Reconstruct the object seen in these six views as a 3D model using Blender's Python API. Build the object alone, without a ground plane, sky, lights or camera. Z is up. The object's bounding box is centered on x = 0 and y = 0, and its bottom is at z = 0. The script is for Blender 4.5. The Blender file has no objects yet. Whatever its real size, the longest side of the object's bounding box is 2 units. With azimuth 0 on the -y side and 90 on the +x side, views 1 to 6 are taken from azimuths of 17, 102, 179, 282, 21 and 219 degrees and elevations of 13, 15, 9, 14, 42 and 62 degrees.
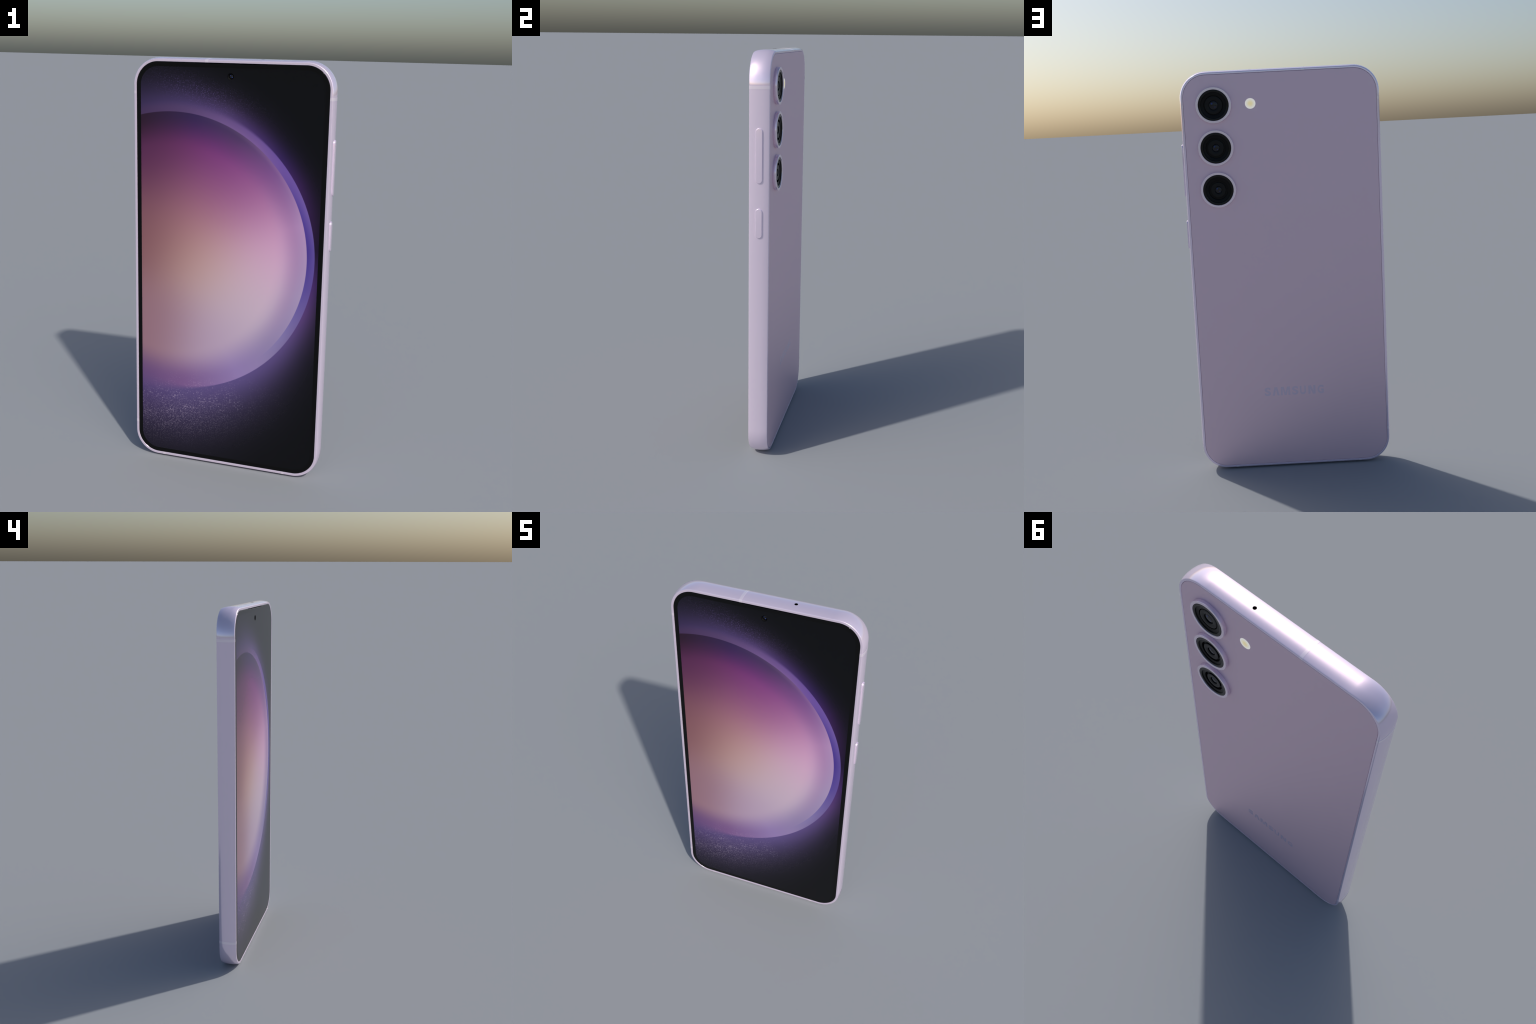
"""A lilac smartphone standing upright on its lower edge.

Screen faces -y, camera side faces +y.  All part meshes are modelled directly in
world coordinates (metres, z up), so Object coordinates equal world coordinates.
"""
import math
import bmesh
import bpy
from mathutils import Matrix, Vector

# ------------------------------------------------------------------ dimensions
CX = -0.0024                 # body centre in x (buttons stick out on +x)
HALF_W, HEIGHT = 0.4826, 2.0
CZ, HALF_H = HEIGHT / 2, HEIGHT / 2
CORNER_R = 0.128             # outer corner radius of the body
FRONT_Y, BACK_Y = -0.0568, 0.0394
GLASS_INSET = 0.0200         # cover glass edge measured from the widest outline
DISPLAY_INSET = 0.0415
PANEL_INSET = 0.0185
LENS_TOP_Y = 0.0568
CAMERAS = [(0.3168, 1.8367, 0.0430, 0.0458, 0.0220),   # x, z, barrel, well and pupil radius
           (0.3168, 1.6335, 0.0387, 0.0480, 0.0180),
           (0.3168, 1.4312, 0.0362, 0.0465, 0.0172)]
RING_R, RING_INNER_R = 0.0855, 0.0737


# ------------------------------------------------------------------ scene helpers
root = bpy.data.objects.new("smartphone", None)
root.empty_display_size = 0.2
bpy.context.scene.collection.objects.link(root)
root["label"] = "upright lilac smartphone with black screen, glowing sphere wallpaper, three cameras"
root["category"] = "smartphone"


def add(name, mesh, material=None, parent=root):
    ob = bpy.data.objects.new(name, mesh)
    bpy.context.scene.collection.objects.link(ob)
    ob.parent = parent
    if material is not None:
        mesh.materials.clear()
        mesh.materials.append(material)
    return ob


def mesh_from(bm, name, angle=35.0):
    bmesh.ops.recalc_face_normals(bm, faces=bm.faces)
    for f in bm.faces:
        f.smooth = True
    for e in bm.edges:
        e.smooth = len(e.link_faces) != 2 or e.calc_face_angle(0.0) < math.radians(angle)
    me = bpy.data.meshes.new(name)
    bm.to_mesh(me)
    bm.free()
    return me


# ------------------------------------------------------------------ outlines and lofts
def spaced(a, b, n, extra=()):
    pts = [a + (b - a) * i / n for i in range(n)]
    lo, hi = min(a, b), max(a, b)
    pts += [e for e in extra if lo < e < hi]
    return sorted(set(pts), reverse=a > b)


SLOT_HALF = 0.172            # half length of the earpiece slot
EASE = 0.027                 # corners start to turn this far along the straights


def rounded_outline(inset, seg=26):
    """Rounded rectangle of the body pulled in by `inset`; list of (x, z)."""
    w, h, r = HALF_W - inset, HALF_H - inset, CORNER_R - inset
    pts = []
    sx = HALF_W - CORNER_R
    sz = HALF_H - CORNER_R
    near = [s * (sx - d) for s in (-1, 1) for d in (0.009, 0.018, EASE)] + [s * SLOT_HALF + d for s in (-1, 1) for d in (-0.001, 0.001)]
    far = [s * (sz - d) for s in (-1, 1) for d in (0.009, 0.018, EASE)]
    for x in spaced(-sx, sx, 8, near):                     # top edge, left to right
        pts.append((x, h))
    for i in range(seg):
        a = math.pi / 2 * (1 - i / seg)
        pts.append((sx + r * math.cos(a), sz + r * math.sin(a)))
    for z in spaced(sz, -sz, 12, far):                          # right edge, downwards
        pts.append((w, z))
    for i in range(seg):
        a = -math.pi / 2 * i / seg
        pts.append((sx + r * math.cos(a), -sz + r * math.sin(a)))
    for x in spaced(sx, -sx, 8, near):
        pts.append((x, -h))
    for i in range(seg):
        a = -math.pi / 2 - math.pi / 2 * i / seg
        pts.append((-sx + r * math.cos(a), -sz + r * math.sin(a)))
    for z in spaced(-sz, sz, 12, far):
        pts.append((-w, z))
    for i in range(seg):
        a = math.pi - math.pi / 2 * i / seg
        pts.append((-sx + r * math.cos(a), sz + r * math.sin(a)))
    return [(CX + x, CZ + z) for x, z in pts]


def eased_directions():
    """Outward directions (x, z) along the outline, turning softly into the corners."""
    sx, sz = HALF_W - CORNER_R, HALF_H - CORNER_R
    arc_len = CORNER_R * math.pi / 2
    out = []
    for x, z in [(p[0] - CX, p[1] - CZ) for p in rounded_outline(0.0)]:
        u, v = abs(x), abs(z)
        if u > sx and v > sz:
            s = math.atan2(v - sz, u - sx) * CORNER_R            # 0 on the long side, arc_len on the short
        elif u > sx:
            s = v - sz
        else:
            s = arc_len + sx - u
        a = math.pi / 2 * min(1.0, max(0.0, (s + EASE) / (arc_len + 2 * EASE)))
        out.append((math.copysign(math.cos(a), x), math.copysign(math.sin(a), z)))
    return out


def loft_outline(profile, cap_first=False, cap_last=False, closed=False):
    """Sweep a (inset, y) profile round the rounded-rectangle outline."""
    bm = bmesh.new()
    rings = [[bm.verts.new((x, y, z)) for x, z in rounded_outline(i)] for i, y in profile]
    pairs = list(zip(rings, rings[1:])) + ([(rings[-1], rings[0])] if closed else [])
    for a, b in pairs:
        n = len(a)
        for i in range(n):
            bm.faces.new((a[i], a[(i + 1) % n], b[(i + 1) % n], b[i]))
    if cap_first:
        bm.faces.new(rings[0])
    if cap_last:
        bm.faces.new(list(reversed(rings[-1])))
    return bm


def lathe(profile, x, z, seg=96, cap=True):
    """Revolve an (radius, y) profile about the y axis through (x, z)."""
    bm = bmesh.new()
    rings = []
    for r, y in profile:
        if r < 1e-6:
            rings.append([bm.verts.new((x, y, z))])
        else:
            rings.append([bm.verts.new((x + r * math.cos(2 * math.pi * i / seg), y,
                                        z + r * math.sin(2 * math.pi * i / seg))) for i in range(seg)])
    for a, b in zip(rings, rings[1:]):
        for i in range(seg):
            j = (i + 1) % seg
            if len(b) == 1:
                bm.faces.new((a[i], a[j], b[0]))
            elif len(a) == 1:
                bm.faces.new((a[0], b[j], b[i]))
            else:
                bm.faces.new((a[i], a[j], b[j], b[i]))
    return bm


def arc(cx, cy, r, a0, a1, n):
    """Points of a fillet; angles in degrees, (inset, y) plane."""
    return [(cx + r * math.cos(math.radians(a0 + (a1 - a0) * i / n)),
             cy + r * math.sin(math.radians(a0 + (a1 - a0) * i / n))) for i in range(n + 1)]


# side of the frame: gently bulging flank between two small fillets.
LIP_OUT, BACK_OUT = 0.0085, 0.0095       # inset where the flank meets the lips
FLANK_F, FLANK_B = FRONT_Y + 0.0035, BACK_Y - 0.0035


def flank(n=22):
    """Superelliptic bulge: inset 0 at mid depth, LIP_OUT / BACK_OUT at the edges."""
    mid = 0.5 * (FLANK_F + FLANK_B)
    half = 0.5 * (FLANK_B - FLANK_F)
    out = []
    for i in range(n + 1):
        t = -1 + 2 * i / n
        edge = (LIP_OUT if t < 0 else BACK_OUT) - 0.0022
        out.append((edge * abs(t) ** 2.3, mid + half * t))
    return out


FRAME_PROFILE = (
    [(GLASS_INSET + 0.0004, FRONT_Y + 0.012), (GLASS_INSET - 0.0002, FRONT_Y + 0.0012), (GLASS_INSET - 0.0008, FRONT_Y + 0.0003),
     (GLASS_INSET - 0.0016, FRONT_Y), (GLASS_INSET - 0.0022, FRONT_Y)]
    + [(LIP_OUT + 0.0020, FRONT_Y), (LIP_OUT + 0.0012, FRONT_Y), (LIP_OUT - 0.0003, FRONT_Y + 0.0004), (LIP_OUT - 0.0014, FRONT_Y + 0.0016)]
    + flank()
    + [(BACK_OUT - 0.0014, BACK_Y - 0.0016), (BACK_OUT - 0.0003, BACK_Y - 0.0006), (BACK_OUT + 0.0012, BACK_Y - 0.0001), (BACK_OUT + 0.0022, BACK_Y)]
    + [(PANEL_INSET - 0.0020, BACK_Y), (PANEL_INSET - 0.0012, BACK_Y), (PANEL_INSET - 0.0005, BACK_Y - 0.0006), (PANEL_INSET - 0.0003, BACK_Y - 0.014)]
)


# ------------------------------------------------------------------ materials
class Graph:
    """Small wrapper to write node maths as Python calls."""

    def __init__(self, name):
        self.mat = bpy.data.materials.new(name)
        self.mat.use_nodes = True
        self.t = self.mat.node_tree
        self.bsdf = self.t.nodes["Principled BSDF"]

    def node(self, kind, **props):
        n = self.t.nodes.new(kind)
        for k, v in props.items():
            setattr(n, k, v)
        return n

    def put(self, socket, value):
        if hasattr(value, "links"):
            self.t.links.new(value, socket)
        else:
            socket.default_value = value

    def math(self, op, a, b=0.0, c=0.0, clamp=False):
        n = self.node("ShaderNodeMath", operation=op, use_clamp=clamp)
        for s, v in zip(n.inputs, (a, b, c)):
            self.put(s, v)
        return n.outputs[0]

    def vec(self, op, a, b=(0, 0, 0), scale=None):
        n = self.node("ShaderNodeVectorMath", operation=op)
        self.put(n.inputs[0], a)
        self.put(n.inputs[1], b)
        if scale is not None:
            self.put(n.inputs["Scale"], scale)
        return n.outputs["Value"] if op in ("LENGTH", "DISTANCE", "DOT_PRODUCT") else n.outputs["Vector"]

    def step(self, x, lo, hi):
        n = self.node("ShaderNodeMapRange", interpolation_type="SMOOTHSTEP")
        for i, v in enumerate((x, lo, hi, 0.0, 1.0)):
            self.put(n.inputs[i], v)
        return n.outputs[0]

    def mix(self, f, a, b):
        n = self.node("ShaderNodeMix", data_type="RGBA")
        self.put(n.inputs[0], f)
        self.put(n.inputs[6], a if hasattr(a, "links") else (*a, 1.0))
        self.put(n.inputs[7], b if hasattr(b, "links") else (*b, 1.0))
        return n.outputs[2]

    def ramp(self, f, stops, interpolation="LINEAR"):
        n = self.node("ShaderNodeValToRGB")
        r = n.color_ramp
        r.interpolation = interpolation
        while len(r.elements) > 1:
            r.elements.remove(r.elements[-1])
        for i, (p, c) in enumerate(stops):
            e = r.elements[0] if i == 0 else r.elements.new(p)
            e.position = p
            e.color = (*c, 1.0) if hasattr(c, "__len__") else (c, c, c, 1.0)
        self.put(n.inputs[0], f)
        return n.outputs[0]

    def coords(self):
        return self.node("ShaderNodeTexCoord").outputs["Object"]

    def finish(self, colour=None, **inputs):
        if colour is not None:
            self.put(self.bsdf.inputs["Base Color"], colour if hasattr(colour, "links") else (*colour, 1.0))
        for k, v in inputs.items():
            self.put(self.bsdf.inputs[k.replace("_", " ")], v)
        return self.mat


def grain(g, colour, amount=0.03, scale=400.0):
    """Very fine tonal grain of anodised or coated stock."""
    n = g.node("ShaderNodeTexNoise")
    g.put(n.inputs["Vector"], g.coords())
    g.put(n.inputs["Scale"], scale)
    g.put(n.inputs["Detail"], 2.0)
    f = g.math("MULTIPLY_ADD", n.outputs["Fac"], amount, 0.0)
    return g.mix(f, colour, tuple(min(1.0, c * 0.6) for c in colour))


def material_frame():
    g = Graph("lilac_anodised_metal")
    return g.finish(grain(g, (0.93, 0.80, 0.96), 0.015), Metallic=0.55, Roughness=0.135)


def material_band():
    g = Graph("pale_lilac_plastic")
    return g.finish(grain(g, (1.0, 0.89, 1.0), 0.015), Metallic=0.52, Roughness=0.14)


def material_panel():
    g = Graph("lilac_frosted_glass")
    return g.finish(grain(g, (0.84, 0.635, 0.735), 0.015, 900.0), Roughness=0.5, Metallic=0.5)


def material_ring():
    g = Graph("lilac_camera_ring_metal")
    return g.finish(grain(g, (0.92, 0.79, 0.90), 0.015), Metallic=0.72, Roughness=0.2)


def material_plain(name, colour, **kw):
    g = Graph(name)
    return g.finish(grain(g, colour, 0.05), **kw)


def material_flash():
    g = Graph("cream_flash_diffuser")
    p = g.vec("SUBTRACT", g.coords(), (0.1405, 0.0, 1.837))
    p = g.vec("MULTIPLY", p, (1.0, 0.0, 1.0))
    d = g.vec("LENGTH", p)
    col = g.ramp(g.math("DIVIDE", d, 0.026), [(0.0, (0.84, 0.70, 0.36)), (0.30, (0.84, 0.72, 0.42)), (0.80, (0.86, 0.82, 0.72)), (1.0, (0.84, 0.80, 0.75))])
    return g.finish(col, Roughness=0.25, Emission_Color=col, Emission_Strength=0.45)   # emission brightens the unlit flash to its look in shade


# --- wallpaper: one large glowing sphere, a crescent rim, a halo and star dust
SPHERE_C = (-0.2785, 1.0905)
SPHERE_R, CRESCENT_R = 0.6640, 0.7010
CORE_GLOWS = [                      # centre (x, z), glow colour (display values)
    ((-0.04, 1.53), (0.375, 0.135, 0.436)),   # magenta crown
    ((-0.34, 1.53), (0.291, 0.158, 0.277)),   # plum shoulder
    ((0.11, 1.38), (0.609, 0.395, 0.569)),   # orchid
    ((-0.15, 1.34), (0.652, 0.458, 0.474)),   # rose
    ((-0.40, 1.18), (0.456, 0.309, 0.332)),   # umber
    ((0.21, 1.14), (0.806, 0.620, 0.750)),   # pink
    ((-0.11, 1.06), (0.706, 0.576, 0.530)),   # peach heart
    ((0.11, 0.91), (0.732, 0.669, 0.729)),   # pale lilac
    ((-0.37, 0.71), (0.531, 0.399, 0.438)),   # dusty rose
    ((-0.07, 0.66), (0.664, 0.585, 0.683)),   # mist
]
RIM_TINTS = [(-110, (0.370, 0.275, 0.425)), (-85, (0.450, 0.335, 0.505)), (-60, (0.535, 0.458, 0.641)), (-40, (0.535, 0.481, 0.625)), (-15, (0.597, 0.528, 0.664)), (15, (0.637, 0.503, 0.666)), (40, (0.449, 0.315, 0.515)), (60, (0.294, 0.229, 0.360)), (80, (0.218, 0.171, 0.308)), (110, (0.173, 0.120, 0.152))]
CRESCENT_INNER = [(-60, (0.50, 0.45, 0.62)), (-35, (0.49, 0.45, 0.63)), (-10, (0.33, 0.28, 0.55)), (5, (0.27, 0.21, 0.50)),
                  (20, (0.31, 0.25, 0.54)), (40, (0.42, 0.32, 0.58)), (52, (0.46, 0.35, 0.56)), (68, (0.42, 0.33, 0.51)), (85, (0.33, 0.26, 0.40)), (110, (0.25, 0.19, 0.30))]
CRESCENT_OUTER = [(-60, (0.47, 0.43, 0.59)), (-35, (0.46, 0.41, 0.58)), (-10, (0.36, 0.30, 0.55)), (5, (0.36, 0.30, 0.56)),
                  (20, (0.43, 0.35, 0.60)), (40, (0.40, 0.31, 0.58)), (52, (0.40, 0.31, 0.54)), (68, (0.37, 0.29, 0.47)), (85, (0.31, 0.25, 0.39)), (110, (0.24, 0.19, 0.30))]
HALO_TINTS = [(-110, (0.31, 0.25, 0.42)), (-85, (0.34, 0.29, 0.46)), (-60, (0.35, 0.30, 0.48)), (-35, (0.34, 0.28, 0.46)),
              (-20, (0.33, 0.24, 0.43)), (-8, (0.27, 0.18, 0.38)), (5, (0.15, 0.11, 0.20)), (16, (0.19, 0.13, 0.25)), (30, (0.23, 0.15, 0.32)), (42, (0.22, 0.16, 0.34)),
              (55, (0.27, 0.20, 0.38)), (68, (0.31, 0.25, 0.41)), (85, (0.275, 0.23, 0.375)), (110, (0.215, 0.18, 0.29))]
HALO_REACH = [(-110, 0.44), (-85, 0.40), (-60, 0.28), (-35, 0.17), (-15, 0.12), (5, 0.09), (25, 0.11), (45, 0.11), (60, 0.12), (75, 0.14), (90, 0.18), (110, 0.24)]
SCREEN_BLACK = (0.088, 0.090, 0.096)
LIT_GAIN, GLARE = 1.20, 0.004       # display value -> base colour


def angle_stops(stops):
    return [((a + 180) / 360, c) for a, c in stops]


def material_wallpaper():
    g = Graph("lit_display_wallpaper")
    sep = g.node("ShaderNodeSeparateXYZ")
    g.put(sep.inputs[0], g.coords())
    x, z = sep.outputs[0], sep.outputs[2]
    flat = g.node("ShaderNodeCombineXYZ")
    g.put(flat.inputs[0], x)
    g.put(flat.inputs[1], z)
    p = flat.outputs[0]
    dx, dz = g.math("SUBTRACT", x, SPHERE_C[0]), g.math("SUBTRACT", z, SPHERE_C[1])
    r = g.math("SQRT", g.math("ADD", g.math("MULTIPLY", dx, dx), g.math("MULTIPLY", dz, dz)))
    turn = g.math("MULTIPLY_ADD", g.math("ARCTAN2", dz, dx), 1 / (2 * math.pi), 0.5)

    # soft glows blended by distance
    total, weight = None, None
    for (cx, cz), colour in CORE_GLOWS:
        d = g.vec("DISTANCE", p, (cx, cz, 0.0))
        w = g.math("EXPONENT", g.math("MULTIPLY", g.math("MULTIPLY", d, d), -1 / (2 * 0.16 ** 2)))
        term = g.vec("SCALE", colour, scale=w)
        total = term if total is None else g.vec("ADD", total, term)
        weight = w if weight is None else g.math("ADD", weight, w)
    core = g.vec("SCALE", total, scale=g.math("DIVIDE", 1.0, weight))
    rim = g.ramp(turn, angle_stops(RIM_TINTS))
    ball = g.mix(g.step(r, 0.50, 0.665), core, rim)

    # thin light along the sunny side of the ball, with a mauve band just inside it
    side = g.ramp(turn, angle_stops([(-45, 0.0), (-20, 0.7), (10, 1.0), (45, 1.0), (65, 0.4), (80, 0.0)]))
    ball = g.mix(g.math("MULTIPLY", g.math("MULTIPLY", g.step(r, 0.54, 0.605), g.math("SUBTRACT", 1.0, g.step(r, 0.61, 0.65))), g.math("MULTIPLY", side, 0.12)), ball, (0.46, 0.26, 0.46))
    ball = g.mix(g.math("MULTIPLY", g.step(r, 0.640, 0.668), g.math("MULTIPLY", side, 0.13)), ball, (0.82, 0.74, 0.80))

    # crescent between the two circles
    across = g.math("DIVIDE", g.math("SUBTRACT", r, SPHERE_R), CRESCENT_R - SPHERE_R, clamp=True)
    crescent = g.mix(across, g.ramp(turn, angle_stops(CRESCENT_INNER)), g.ramp(turn, angle_stops(CRESCENT_OUTER)))
    shown = g.math("MULTIPLY", g.step(r, SPHERE_R - 0.002, SPHERE_R + 0.002), g.step(turn, (180 - 52) / 360, (180 - 34) / 360))
    picture = g.mix(shown, ball, crescent)

    # halo outside
    reach = g.ramp(turn, angle_stops(HALO_REACH))
    out = g.math("MAXIMUM", g.math("SUBTRACT", r, CRESCENT_R - 0.003), 0.0)
    q = g.math("DIVIDE", out, reach)
    fall = g.math("EXPONENT", g.math("MULTIPLY", g.math("POWER", q, 1.5), -2.2))
    halo = g.mix(fall, SCREEN_BLACK, g.ramp(turn, angle_stops(HALO_TINTS)))
    soft = g.ramp(turn, angle_stops([(-125, 0.10), (-100, 0.06), (-85, 0.014), (-70, 0.002), (40, 0.002), (60, 0.010), (75, 0.018), (120, 0.02)]))
    # towards the top the crescent melts into the halo, the ball edge stays crisp
    edge = g.node("ShaderNodeMapRange", interpolation_type="SMOOTHSTEP")
    g.put(edge.inputs[0], r)
    g.put(edge.inputs[1], g.math("SUBTRACT", CRESCENT_R, soft))
    g.put(edge.inputs[2], g.math("ADD", CRESCENT_R, soft))
    picture = g.mix(edge.outputs[0], picture, halo)

    # star dust: bright motes below the sphere, dim violet motes above it
    def motes(scale, size):
        v = g.node("ShaderNodeTexVoronoi", voronoi_dimensions="2D")
        g.put(v.inputs["Vector"], p)
        g.put(v.inputs["Scale"], scale)
        hue = g.node("ShaderNodeSeparateColor")
        g.put(hue.inputs[0], v.outputs["Color"])
        dot = g.math("SUBTRACT", 1.0, g.step(v.outputs["Distance"], size * 0.3, size))
        lum = g.math("POWER", hue.outputs[0], 2.2)
        return g.math("MULTIPLY", dot, lum)

    def cloud(cx, cz, sx, sz, tilt=0.0):
        u = g.math("SUBTRACT", x, cx)
        v = g.math("SUBTRACT", g.math("SUBTRACT", z, cz), g.math("MULTIPLY", u, tilt))
        e = g.math("ADD", g.math("POWER", g.math("DIVIDE", g.math("ABSOLUTE", u), sx), 2.0), g.math("POWER", g.math("DIVIDE", g.math("ABSOLUTE", v), sz), 2.0))
        return g.math("EXPONENT", g.math("MULTIPLY", e, -1.0))

    patch = g.node("ShaderNodeTexNoise", noise_dimensions="2D")
    g.put(patch.inputs["Vector"], p)
    g.put(patch.inputs["Scale"], 16.0)
    patchy = g.step(patch.outputs["Fac"], 0.25, 0.7)
    low = g.math("MULTIPLY", cloud(-0.20, 0.318, 0.30, 0.095, 0.14), patchy)
    low2 = cloud(-0.28, 0.225, 0.30, 0.11, 0.12)
    dust = g.math("ADD", g.math("MULTIPLY", motes(120.0, 0.5), g.math("MULTIPLY", low, 1.0)), g.math("MULTIPLY", motes(200.0, 0.55), g.math("MULTIPLY", low2, 0.7)))
    picture = g.mix(g.math("MULTIPLY", dust, 0.62, clamp=True), picture, (0.80, 0.74, 0.78))
    high = g.math("MULTIPLY", cloud(-0.14, 1.845, 0.24, 0.06, -0.26), motes(170.0, 0.55))
    picture = g.mix(g.math("MULTIPLY", high, 0.32, clamp=True), picture, (0.52, 0.42, 0.74))

    # display values -> linear base colour
    gam = g.node("ShaderNodeGamma")
    g.put(gam.inputs[0], picture)
    g.put(gam.inputs[1], 2.2)
    base = g.vec("SCALE", g.vec("SUBTRACT", gam.outputs[0], (GLARE, GLARE, GLARE)), scale=LIT_GAIN)
    base = g.vec("MAXIMUM", base, (0.0, 0.0, 0.0))
    return g.finish(base, Roughness=0.1, Specular_IOR_Level=0.27)


FRAME_MAT = material_frame()
BAND_MAT = material_band()
PANEL_MAT = material_panel()
RING_MAT = material_ring()
BEZEL_MAT = material_plain("black_cover_glass", (0.0006, 0.0006, 0.0007), Roughness=0.1, Specular_IOR_Level=0.25)
HOLE_MAT = material_plain("deep_black_opening", (0.0006, 0.0006, 0.0006), Roughness=0.9, Specular_IOR_Level=0.0)
LENS_BLACK_MAT = material_plain("black_lens_glass", (0.0015, 0.0015, 0.0016), Roughness=0.12, Specular_IOR_Level=0.3)
WELL_MAT = material_plain("matt_black_well", (0.003, 0.003, 0.003), Roughness=0.6, Specular_IOR_Level=0.1)
SATIN_MAT = material_plain("satin_black_well", (0.003, 0.003, 0.0032), Roughness=0.3, Specular_IOR_Level=0.16)
BARREL_MAT = material_plain("dark_lens_barrel", (0.006, 0.006, 0.0065), Roughness=0.3, Specular_IOR_Level=0.2)
PUPIL_MAT = material_plain("coated_lens_glass", (0.006, 0.006, 0.010), Roughness=0.12, Specular_IOR_Level=0.4)
GLINT_MAT = material_plain("blue_glint_paint", (0.025, 0.045, 0.20), Roughness=0.12, Specular_IOR_Level=0.3)
LETTER_MAT = material_plain("pale_grey_letter", (0.68, 0.575, 0.73), Metallic=0.36, Roughness=0.30)

# ------------------------------------------------------------------ frame
frame_me = mesh_from(loft_outline(FRAME_PROFILE), "frame", 180)
directions = eased_directions()
normals = []
for k in range(len(FRAME_PROFILE)):
    pa, pb = FRAME_PROFILE[max(k - 1, 0)], FRAME_PROFILE[min(k + 1, len(FRAME_PROFILE) - 1)]
    t = Vector((pb[0] - pa[0], pb[1] - pa[1]))
    if 0 < k < len(FRAME_PROFILE) - 1:
        pc = FRAME_PROFILE[k]
        t = (Vector((pc[0] - pa[0], pc[1] - pa[1])).normalized() + Vector((pb[0] - pc[0], pb[1] - pc[1])).normalized())
    t.normalize()
    normals += [Vector((dx * t.y, t.x, dz * t.y)).normalized() for dx, dz in directions]
frame_me.normals_split_custom_set_from_vertices(normals)
frame = add("frame", frame_me, FRAME_MAT)


def z_cylinder(x, y, z0, z1, r, seg=28):
    bm = bmesh.new()
    bmesh.ops.create_cone(bm, cap_ends=True, segments=seg, radius1=r, radius2=r, depth=z1 - z0,
                          matrix=Matrix.Translation((x, y, 0.5 * (z0 + z1))))
    return bm


# microphone opening in the top edge
def disc_on_top(x, y, z, r, depth, seg=28):
    return z_cylinder(x, y, z - depth, z, r, seg)


add("microphone_hole", mesh_from(disc_on_top(0.1357, -0.009, HEIGHT + 0.0004, 0.0084, 0.01), "microphone_hole"), HOLE_MAT, frame)


# antenna bands: slices of the same profile, a hair proud of the metal
def band_mesh(side, centre, width):
    bm = bmesh.new()
    proud = 0.0005
    prof = FRAME_PROFILE[2:-2]
    n = len(prof)
    rows = []
    for s in (-0.5, 0.5):
        row = []
        for k, (i, y) in enumerate(prof):
            a, b = prof[max(k - 1, 0)], prof[min(k + 1, n - 1)]
            t = Vector((b[0] - a[0], b[1] - a[1])).normalized()
            i2, y2 = i - t.y * proud, y + t.x * proud       # outward = towards smaller inset
            c = centre + s * width
            if side == "top":
                co = (c, y2, CZ + HALF_H - i2)
            elif side == "bottom":
                co = (c, y2, CZ - HALF_H + i2)
            elif side == "right":
                co = (CX + HALF_W - i2, y2, c)
            else:
                co = (CX - HALF_W + i2, y2, c)
            row.append(bm.verts.new(co))
        inner = []
        for k, (i, y) in enumerate(prof):
            i2 = max(i, 0.0) + 0.004
            y2 = max(min(y, BACK_Y - 0.003), FRONT_Y + 0.003)
            c = centre + s * width
            co = {"top": (c, y2, CZ + HALF_H - i2), "bottom": (c, y2, CZ - HALF_H + i2),
                  "right": (CX + HALF_W - i2, y2, c), "left": (CX - HALF_W + i2, y2, c)}[side]
            inner.append(bm.verts.new(co))
        rows.append((row, inner))
    (r0, i0), (r1, i1) = rows
    for k in range(n - 1):
        bm.faces.new((r0[k], r0[k + 1], r1[k + 1], r1[k]))
        bm.faces.new((i0[k], r0[k], r0[k + 1], i0[k + 1]))
        bm.faces.new((i1[k], i1[k + 1], r1[k + 1], r1[k]))
    return mesh_from(bm, "antenna_band", 32)


for side, centre in (("top", -0.1175), ("right", 1.8365), ("left", 1.8365), ("left", 0.1750), ("bottom", -0.3245), ("bottom", 0.3045)):
    add("antenna_band", band_mesh(side, centre, 0.0138), BAND_MAT, frame)

# ------------------------------------------------------------------ back panel
panel_profile = [(PANEL_INSET + 0.0004, BACK_Y - 0.012), (PANEL_INSET + 0.0006, BACK_Y - 0.0012), (PANEL_INSET + 0.0010, BACK_Y - 0.0004),
                 (PANEL_INSET + 0.0018, BACK_Y + 0.0001), (PANEL_INSET + 0.0028, BACK_Y + 0.0002), (PANEL_INSET + 0.004, BACK_Y + 0.0002)]
back_panel = add("back_panel", mesh_from(loft_outline(panel_profile, cap_last=True), "back_panel"), PANEL_MAT)
PANEL_Y = BACK_Y + 0.0002

# wordmark: seven raised letters, read from behind (text x axis runs towards -x)
LETTER_H, BASELINE = 0.0440, 0.3765
LETTERS = [("S", 0.1465, 0.031), ("A", 0.1065, 0.034), ("M", 0.0655, 0.048), ("S", 0.0075, 0.031),
           ("U", -0.0320, 0.030), ("N", -0.0745, 0.036), ("G", -0.1215, 0.031)]
STROKES = {                  # straight-sided letters as outlines in a unit box
    "A": [(0, 0), (0.29, 0), (0.5, 0.76), (0.71, 0), (1, 0), (0.70, 1), (0.30, 1)],
    "M": [(0, 0), (0.19, 0), (0.21, 0.78), (0.40, 0), (0.60, 0), (0.79, 0.78), (0.81, 0), (1, 0), (0.97, 1), (0.68, 1), (0.5, 0.30), (0.32, 1), (0.03, 1)],
    "N": [(0, 0), (0.28, 0), (0.28, 0.66), (0.62, 0), (1, 0), (1, 1), (0.72, 1), (0.72, 0.34), (0.38, 1), (0, 1)],
}
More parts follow.
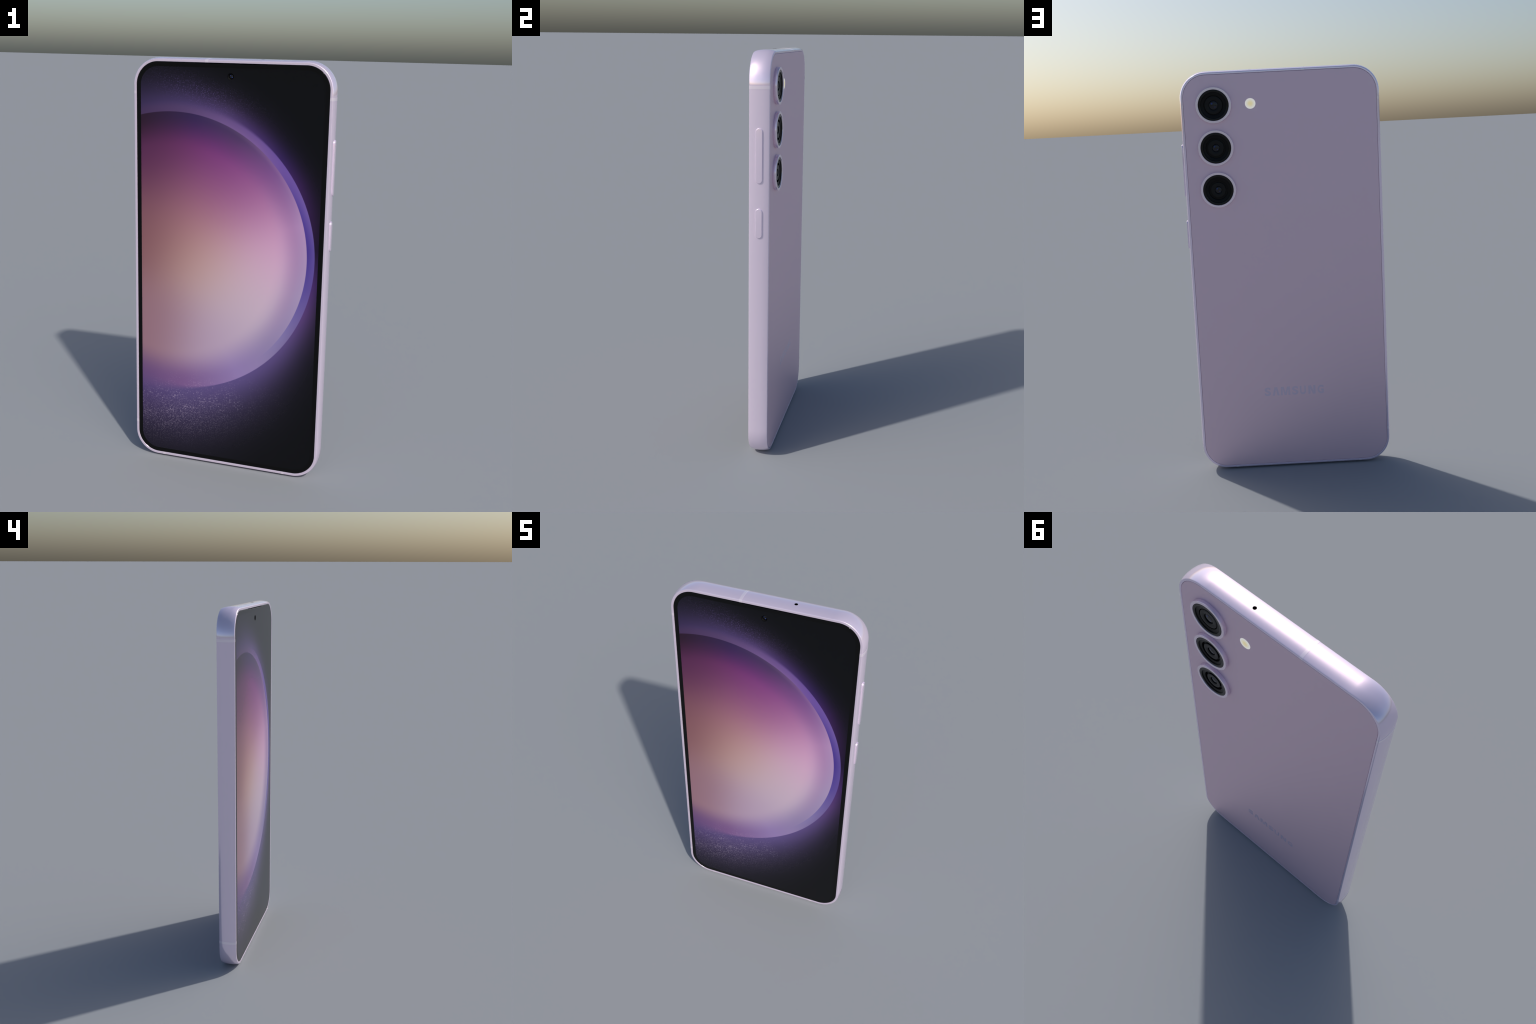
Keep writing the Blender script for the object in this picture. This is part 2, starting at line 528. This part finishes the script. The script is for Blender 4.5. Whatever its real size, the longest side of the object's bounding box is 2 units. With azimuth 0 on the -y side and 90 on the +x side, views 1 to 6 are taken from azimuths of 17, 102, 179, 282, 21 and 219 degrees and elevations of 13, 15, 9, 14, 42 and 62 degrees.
for char, left, width in LETTERS:
    if char in STROKES:
        bm = bmesh.new()
        low = [bm.verts.new((x, y, -0.01)) for x, y in STROKES[char]]
        top = [bm.verts.new((x, y, 0.01)) for x, y in STROKES[char]]
        bm.faces.new(top)
        for i in range(len(low)):
            j = (i + 1) % len(low)
            bm.faces.new((low[i], low[j], top[j], top[i]))
        me = bpy.data.meshes.new("letter")
        bm.to_mesh(me)
        bm.free()
    else:
        cu = bpy.data.curves.new("letter", "FONT")
        cu.body, cu.size, cu.offset, cu.extrude, cu.resolution_u = char, 1.0, 0.032, 0.01, 6
        tmp = bpy.data.objects.new("letter", cu)
        bpy.context.scene.collection.objects.link(tmp)
        bpy.context.view_layer.update()
        me = bpy.data.meshes.new_from_object(tmp.evaluated_get(bpy.context.evaluated_depsgraph_get()))
        bpy.data.objects.remove(tmp)
        bpy.data.curves.remove(cu)
    xs = [v.co.x for v in me.vertices]
    ys = [v.co.y for v in me.vertices]
    x0, sx = min(xs), width / (max(xs) - min(xs))
    y0, sy = min(ys), LETTER_H / (max(ys) - min(ys))
    for v in me.vertices:
        v.co = Vector((left - (v.co.x - x0) * sx, PANEL_Y + 0.0001 + (v.co.z / 0.01) * 0.0003, BASELINE + (v.co.y - y0) * sy))
    me.name = "letter"
    add("letter", me, LETTER_MAT, back_panel)

# flash
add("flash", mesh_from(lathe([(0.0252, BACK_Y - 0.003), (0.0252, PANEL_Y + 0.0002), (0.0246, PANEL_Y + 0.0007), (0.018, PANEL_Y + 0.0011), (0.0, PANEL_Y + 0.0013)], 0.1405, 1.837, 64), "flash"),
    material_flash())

# ------------------------------------------------------------------ rear cameras
T = LENS_TOP_Y
for cx, cz, barrel_r, well_r, pupil_r in CAMERAS:
    ring_profile = [(RING_R - 0.0012, BACK_Y - 0.004), (RING_R - 0.0012, PANEL_Y + 0.0012), (RING_R - 0.0004, PANEL_Y + 0.0018), (RING_R, PANEL_Y + 0.0026), (RING_R, T - 0.0014), (RING_R - 0.0004, T - 0.0005), (RING_R - 0.0012, T), (RING_R - 0.0018, T),
                    (RING_INNER_R + 0.0020, T), (RING_INNER_R + 0.0012, T), (RING_INNER_R + 0.0004, T - 0.0005), (RING_INNER_R, T - 0.0014), (RING_INNER_R, T - 0.006)]
    cam = add("rear_camera", mesh_from(lathe(ring_profile, cx, cz), "camera_ring", 30), RING_MAT)
    g0 = RING_INNER_R
    cover = [(g0 - 0.0001, T - 0.0045), (g0 - 0.0003, T - 0.0026), (g0 - 0.0020, T - 0.0022), (g0 - 0.0105, T - 0.0022),
             (g0 - 0.0115, T - 0.0027), (g0 - 0.0118, T - 0.0040)]
    well = [(g0 - 0.0116, T - 0.0036), (g0 - 0.0120, T - 0.0050), (g0 - 0.0128, T - 0.0060), (well_r + 0.0020, T - 0.0072), (well_r + 0.0006, T - 0.0078),
             (well_r, T - 0.0095), (well_r, T - 0.0160), (0.0, T - 0.0160)]
    add("lens_cover", mesh_from(lathe(cover, cx, cz), "lens_cover", 28), LENS_BLACK_MAT, cam)
    add("lens_well", mesh_from(lathe(well, cx, cz), "lens_well", 28), SATIN_MAT, cam)
    barrel = [(barrel_r, T - 0.0158), (barrel_r, T - 0.0088), (barrel_r - 0.0006, T - 0.0080), (barrel_r - 0.0016, T - 0.0077), (pupil_r + 0.0030, T - 0.0088),
              (pupil_r + 0.0010, T - 0.0095), (pupil_r, T - 0.0106), (pupil_r, T - 0.0140)]
    add("lens_barrel", mesh_from(lathe(barrel, cx, cz, 72), "lens_barrel", 28), BARREL_MAT, cam)
    dome = [(pupil_r, T - 0.0135), (pupil_r * 0.9, T - 0.0126), (pupil_r * 0.7, T - 0.0117), (pupil_r * 0.4, T - 0.0111), (0.0, T - 0.0109)]
    add("lens_element", mesh_from(lathe(dome, cx, cz, 48), "lens_element", 60), PUPIL_MAT, cam)
    # bluish glints on the lens dome, modelled as two small blue discs
    for dx, dz, r in ((0.30, 0.30, 0.30), (-0.30, -0.34, 0.20)):
        ex, ez, er = cx + dx * pupil_r, cz + dz * pupil_r, r * pupil_r
        y = T - 0.0109 - 0.0018 * math.hypot(dx, dz)
        add("glint_disc", mesh_from(lathe([(er, y - 0.001), (er * 0.8, y + 0.0002), (er * 0.4, y + 0.0006), (0.0, y + 0.0007)], ex, ez, 24), "glint_disc", 60), GLINT_MAT, cam)

# ------------------------------------------------------------------ front glass
G_Y = FRONT_Y + 0.0001
bezel_profile = [(GLASS_INSET + 0.0004, FRONT_Y + 0.010), (GLASS_INSET + 0.0005, G_Y + 0.0014), (GLASS_INSET + 0.0010, G_Y + 0.0005), (GLASS_INSET + 0.0018, G_Y), (GLASS_INSET + 0.0026, G_Y), (DISPLAY_INSET, G_Y)]
bezel_bm = loft_outline(bezel_profile)
for v in bezel_bm.verts:                                # notch along the top edge for the earpiece
    if v.co.z > HEIGHT - DISPLAY_INSET + 0.003 and abs(v.co.x - CX) < SLOT_HALF:
        v.co.z -= 0.0030
add("screen_bezel", mesh_from(bezel_bm, "screen_bezel"), BEZEL_MAT)
FC, FC_R = (-0.0008, 1.9213), 0.0150                     # front camera centre and opening
display_bm = bmesh.new()
for loop in (rounded_outline(DISPLAY_INSET),
             [(FC[0] + FC_R * math.cos(2 * math.pi * i / 48), FC[1] + FC_R * math.sin(2 * math.pi * i / 48)) for i in range(48)]):
    vs = [display_bm.verts.new((x, G_Y, z)) for x, z in loop]
    for i in range(len(vs)):
        display_bm.edges.new((vs[i], vs[(i + 1) % len(vs)]))
bmesh.ops.triangle_fill(display_bm, use_beauty=True, edges=display_bm.edges[:], normal=(0, -1, 0))
for f in display_bm.faces:
    f.normal_update()
bmesh.ops.reverse_faces(display_bm, faces=[f for f in display_bm.faces if f.normal.y > 0])
display_me = bpy.data.meshes.new("display_panel")
display_bm.to_mesh(display_me)
display_bm.free()
add("display_panel", display_me, material_wallpaper())


def front_disc(profile, x, z, seg=48):
    return lathe([(r, G_Y - h) for r, h in profile], x, z, seg)


front_camera = add("front_camera", mesh_from(front_disc([(FC_R, 0.0), (FC_R - 0.0004, -0.004), (0.0115, -0.0065), (0.0108, -0.010)], *FC), "front_camera"), WELL_MAT)
add("lens_element", mesh_from(front_disc([(0.0110, -0.0095), (0.009, -0.0076), (0.006, -0.0066), (0.0, -0.0060)], *FC), "lens_element", 60), PUPIL_MAT, front_camera)
for dx, dz, r in ((0.0042, -0.0036, 0.0032), (-0.0040, 0.0046, 0.0022)):  # reflections in the front lens, added as tiny blue bumps
    add("glint_disc", mesh_from(lathe([(r, G_Y + 0.0080), (r * 0.8, G_Y + 0.0062), (0.0, G_Y + 0.0056)], FC[0] + dx, FC[1] + dz, 20), "glint_disc", 60), GLINT_MAT, front_camera)


def stadium_plate(x0, x1, zc, half, y0, y1, seg=10):
    """Flat bar with round ends in the x-z plane, from depth y0 to y1."""
    bm = bmesh.new()
    loop = []
    for i in range(seg + 1):
        a = -math.pi / 2 + math.pi * i / seg
        loop.append((x1 - half + half * math.cos(a), zc + half * math.sin(a)))
    for i in range(seg + 1):
        a = math.pi / 2 + math.pi * i / seg
        loop.append((x0 + half + half * math.cos(a), zc + half * math.sin(a)))
    va = [bm.verts.new((x, y0, z)) for x, z in loop]
    vb = [bm.verts.new((x, y1, z)) for x, z in loop]
    bm.faces.new(va)
    bm.faces.new(list(reversed(vb)))
    n = len(loop)
    for i in range(n):
        bm.faces.new((va[i], vb[i], vb[(i + 1) % n], va[(i + 1) % n]))
    return bm


add("earpiece_slot", mesh_from(stadium_plate(CX - SLOT_HALF, CX + SLOT_HALF, 1.9790, 0.0028, FRONT_Y + 0.005, FRONT_Y + 0.009), "earpiece_slot"), HOLE_MAT)


# ------------------------------------------------------------------ side buttons
def button_mesh(z0, z1, yc=-0.0072, half=0.0158, x_in=0.470, x_out=0.4852, seg=14):
    """Long rounded key: stadium outline in y-z, lofted outwards with a filleted rim."""
    bm = bmesh.new()
    fillet = 0.0022
    levels = [(0.0, x_in), (0.0, x_out - fillet)]
    for i in range(1, 6):
        a = math.pi / 2 * i / 5
        levels.append((fillet * (1 - math.cos(a)), x_out - fillet + fillet * math.sin(a)))
    rings = []
    for ins, x in levels:
        h = half - ins
        loop = []
        for i in range(seg + 1):
            a = math.pi * i / seg
            loop.append((yc + h * math.cos(a), z1 - half + h * math.sin(a)))
        for i in range(seg + 1):
            a = math.pi + math.pi * i / seg
            loop.append((yc + h * math.cos(a), z0 + half + h * math.sin(a)))
        rings.append([bm.verts.new((x, y, z)) for y, z in loop])
    n = len(rings[0])
    for a, b in zip(rings, rings[1:]):
        for i in range(n):
            bm.faces.new((a[i], a[(i + 1) % n], b[(i + 1) % n], b[i]))
    bm.faces.new(rings[-1])
    return mesh_from(bm, "side_button", 50)


add("volume_button", button_mesh(1.4040, 1.6570), FRAME_MAT)
add("power_button", button_mesh(1.1450, 1.2850), FRAME_MAT)


# ------------------------------------------------------------------ lower edge openings (hidden underneath)
def slot_below(x0, x1, yc, half):
    bm = stadium_plate(x0, x1, 0.0, half, 0.0, 1.0)
    for v in bm.verts:                                   # lay the plate into the lower edge
        y, z = v.co.y, v.co.z
        v.co = Vector((v.co.x, yc + z, 0.0004 + 0.008 * y))
    return bm


add("charging_port", mesh_from(slot_below(CX - 0.061, CX + 0.061, -0.009, 0.0175), "charging_port"), HOLE_MAT, frame)
for k in range(5):
    x = 0.125 + 0.027 * k
    add("speaker_hole", mesh_from(slot_below(x, x + 0.018, -0.009, 0.0075), "speaker_hole"), HOLE_MAT, frame)
add("microphone_hole", mesh_from(slot_below(-0.122, -0.108, -0.009, 0.007), "microphone_hole"), HOLE_MAT, frame)
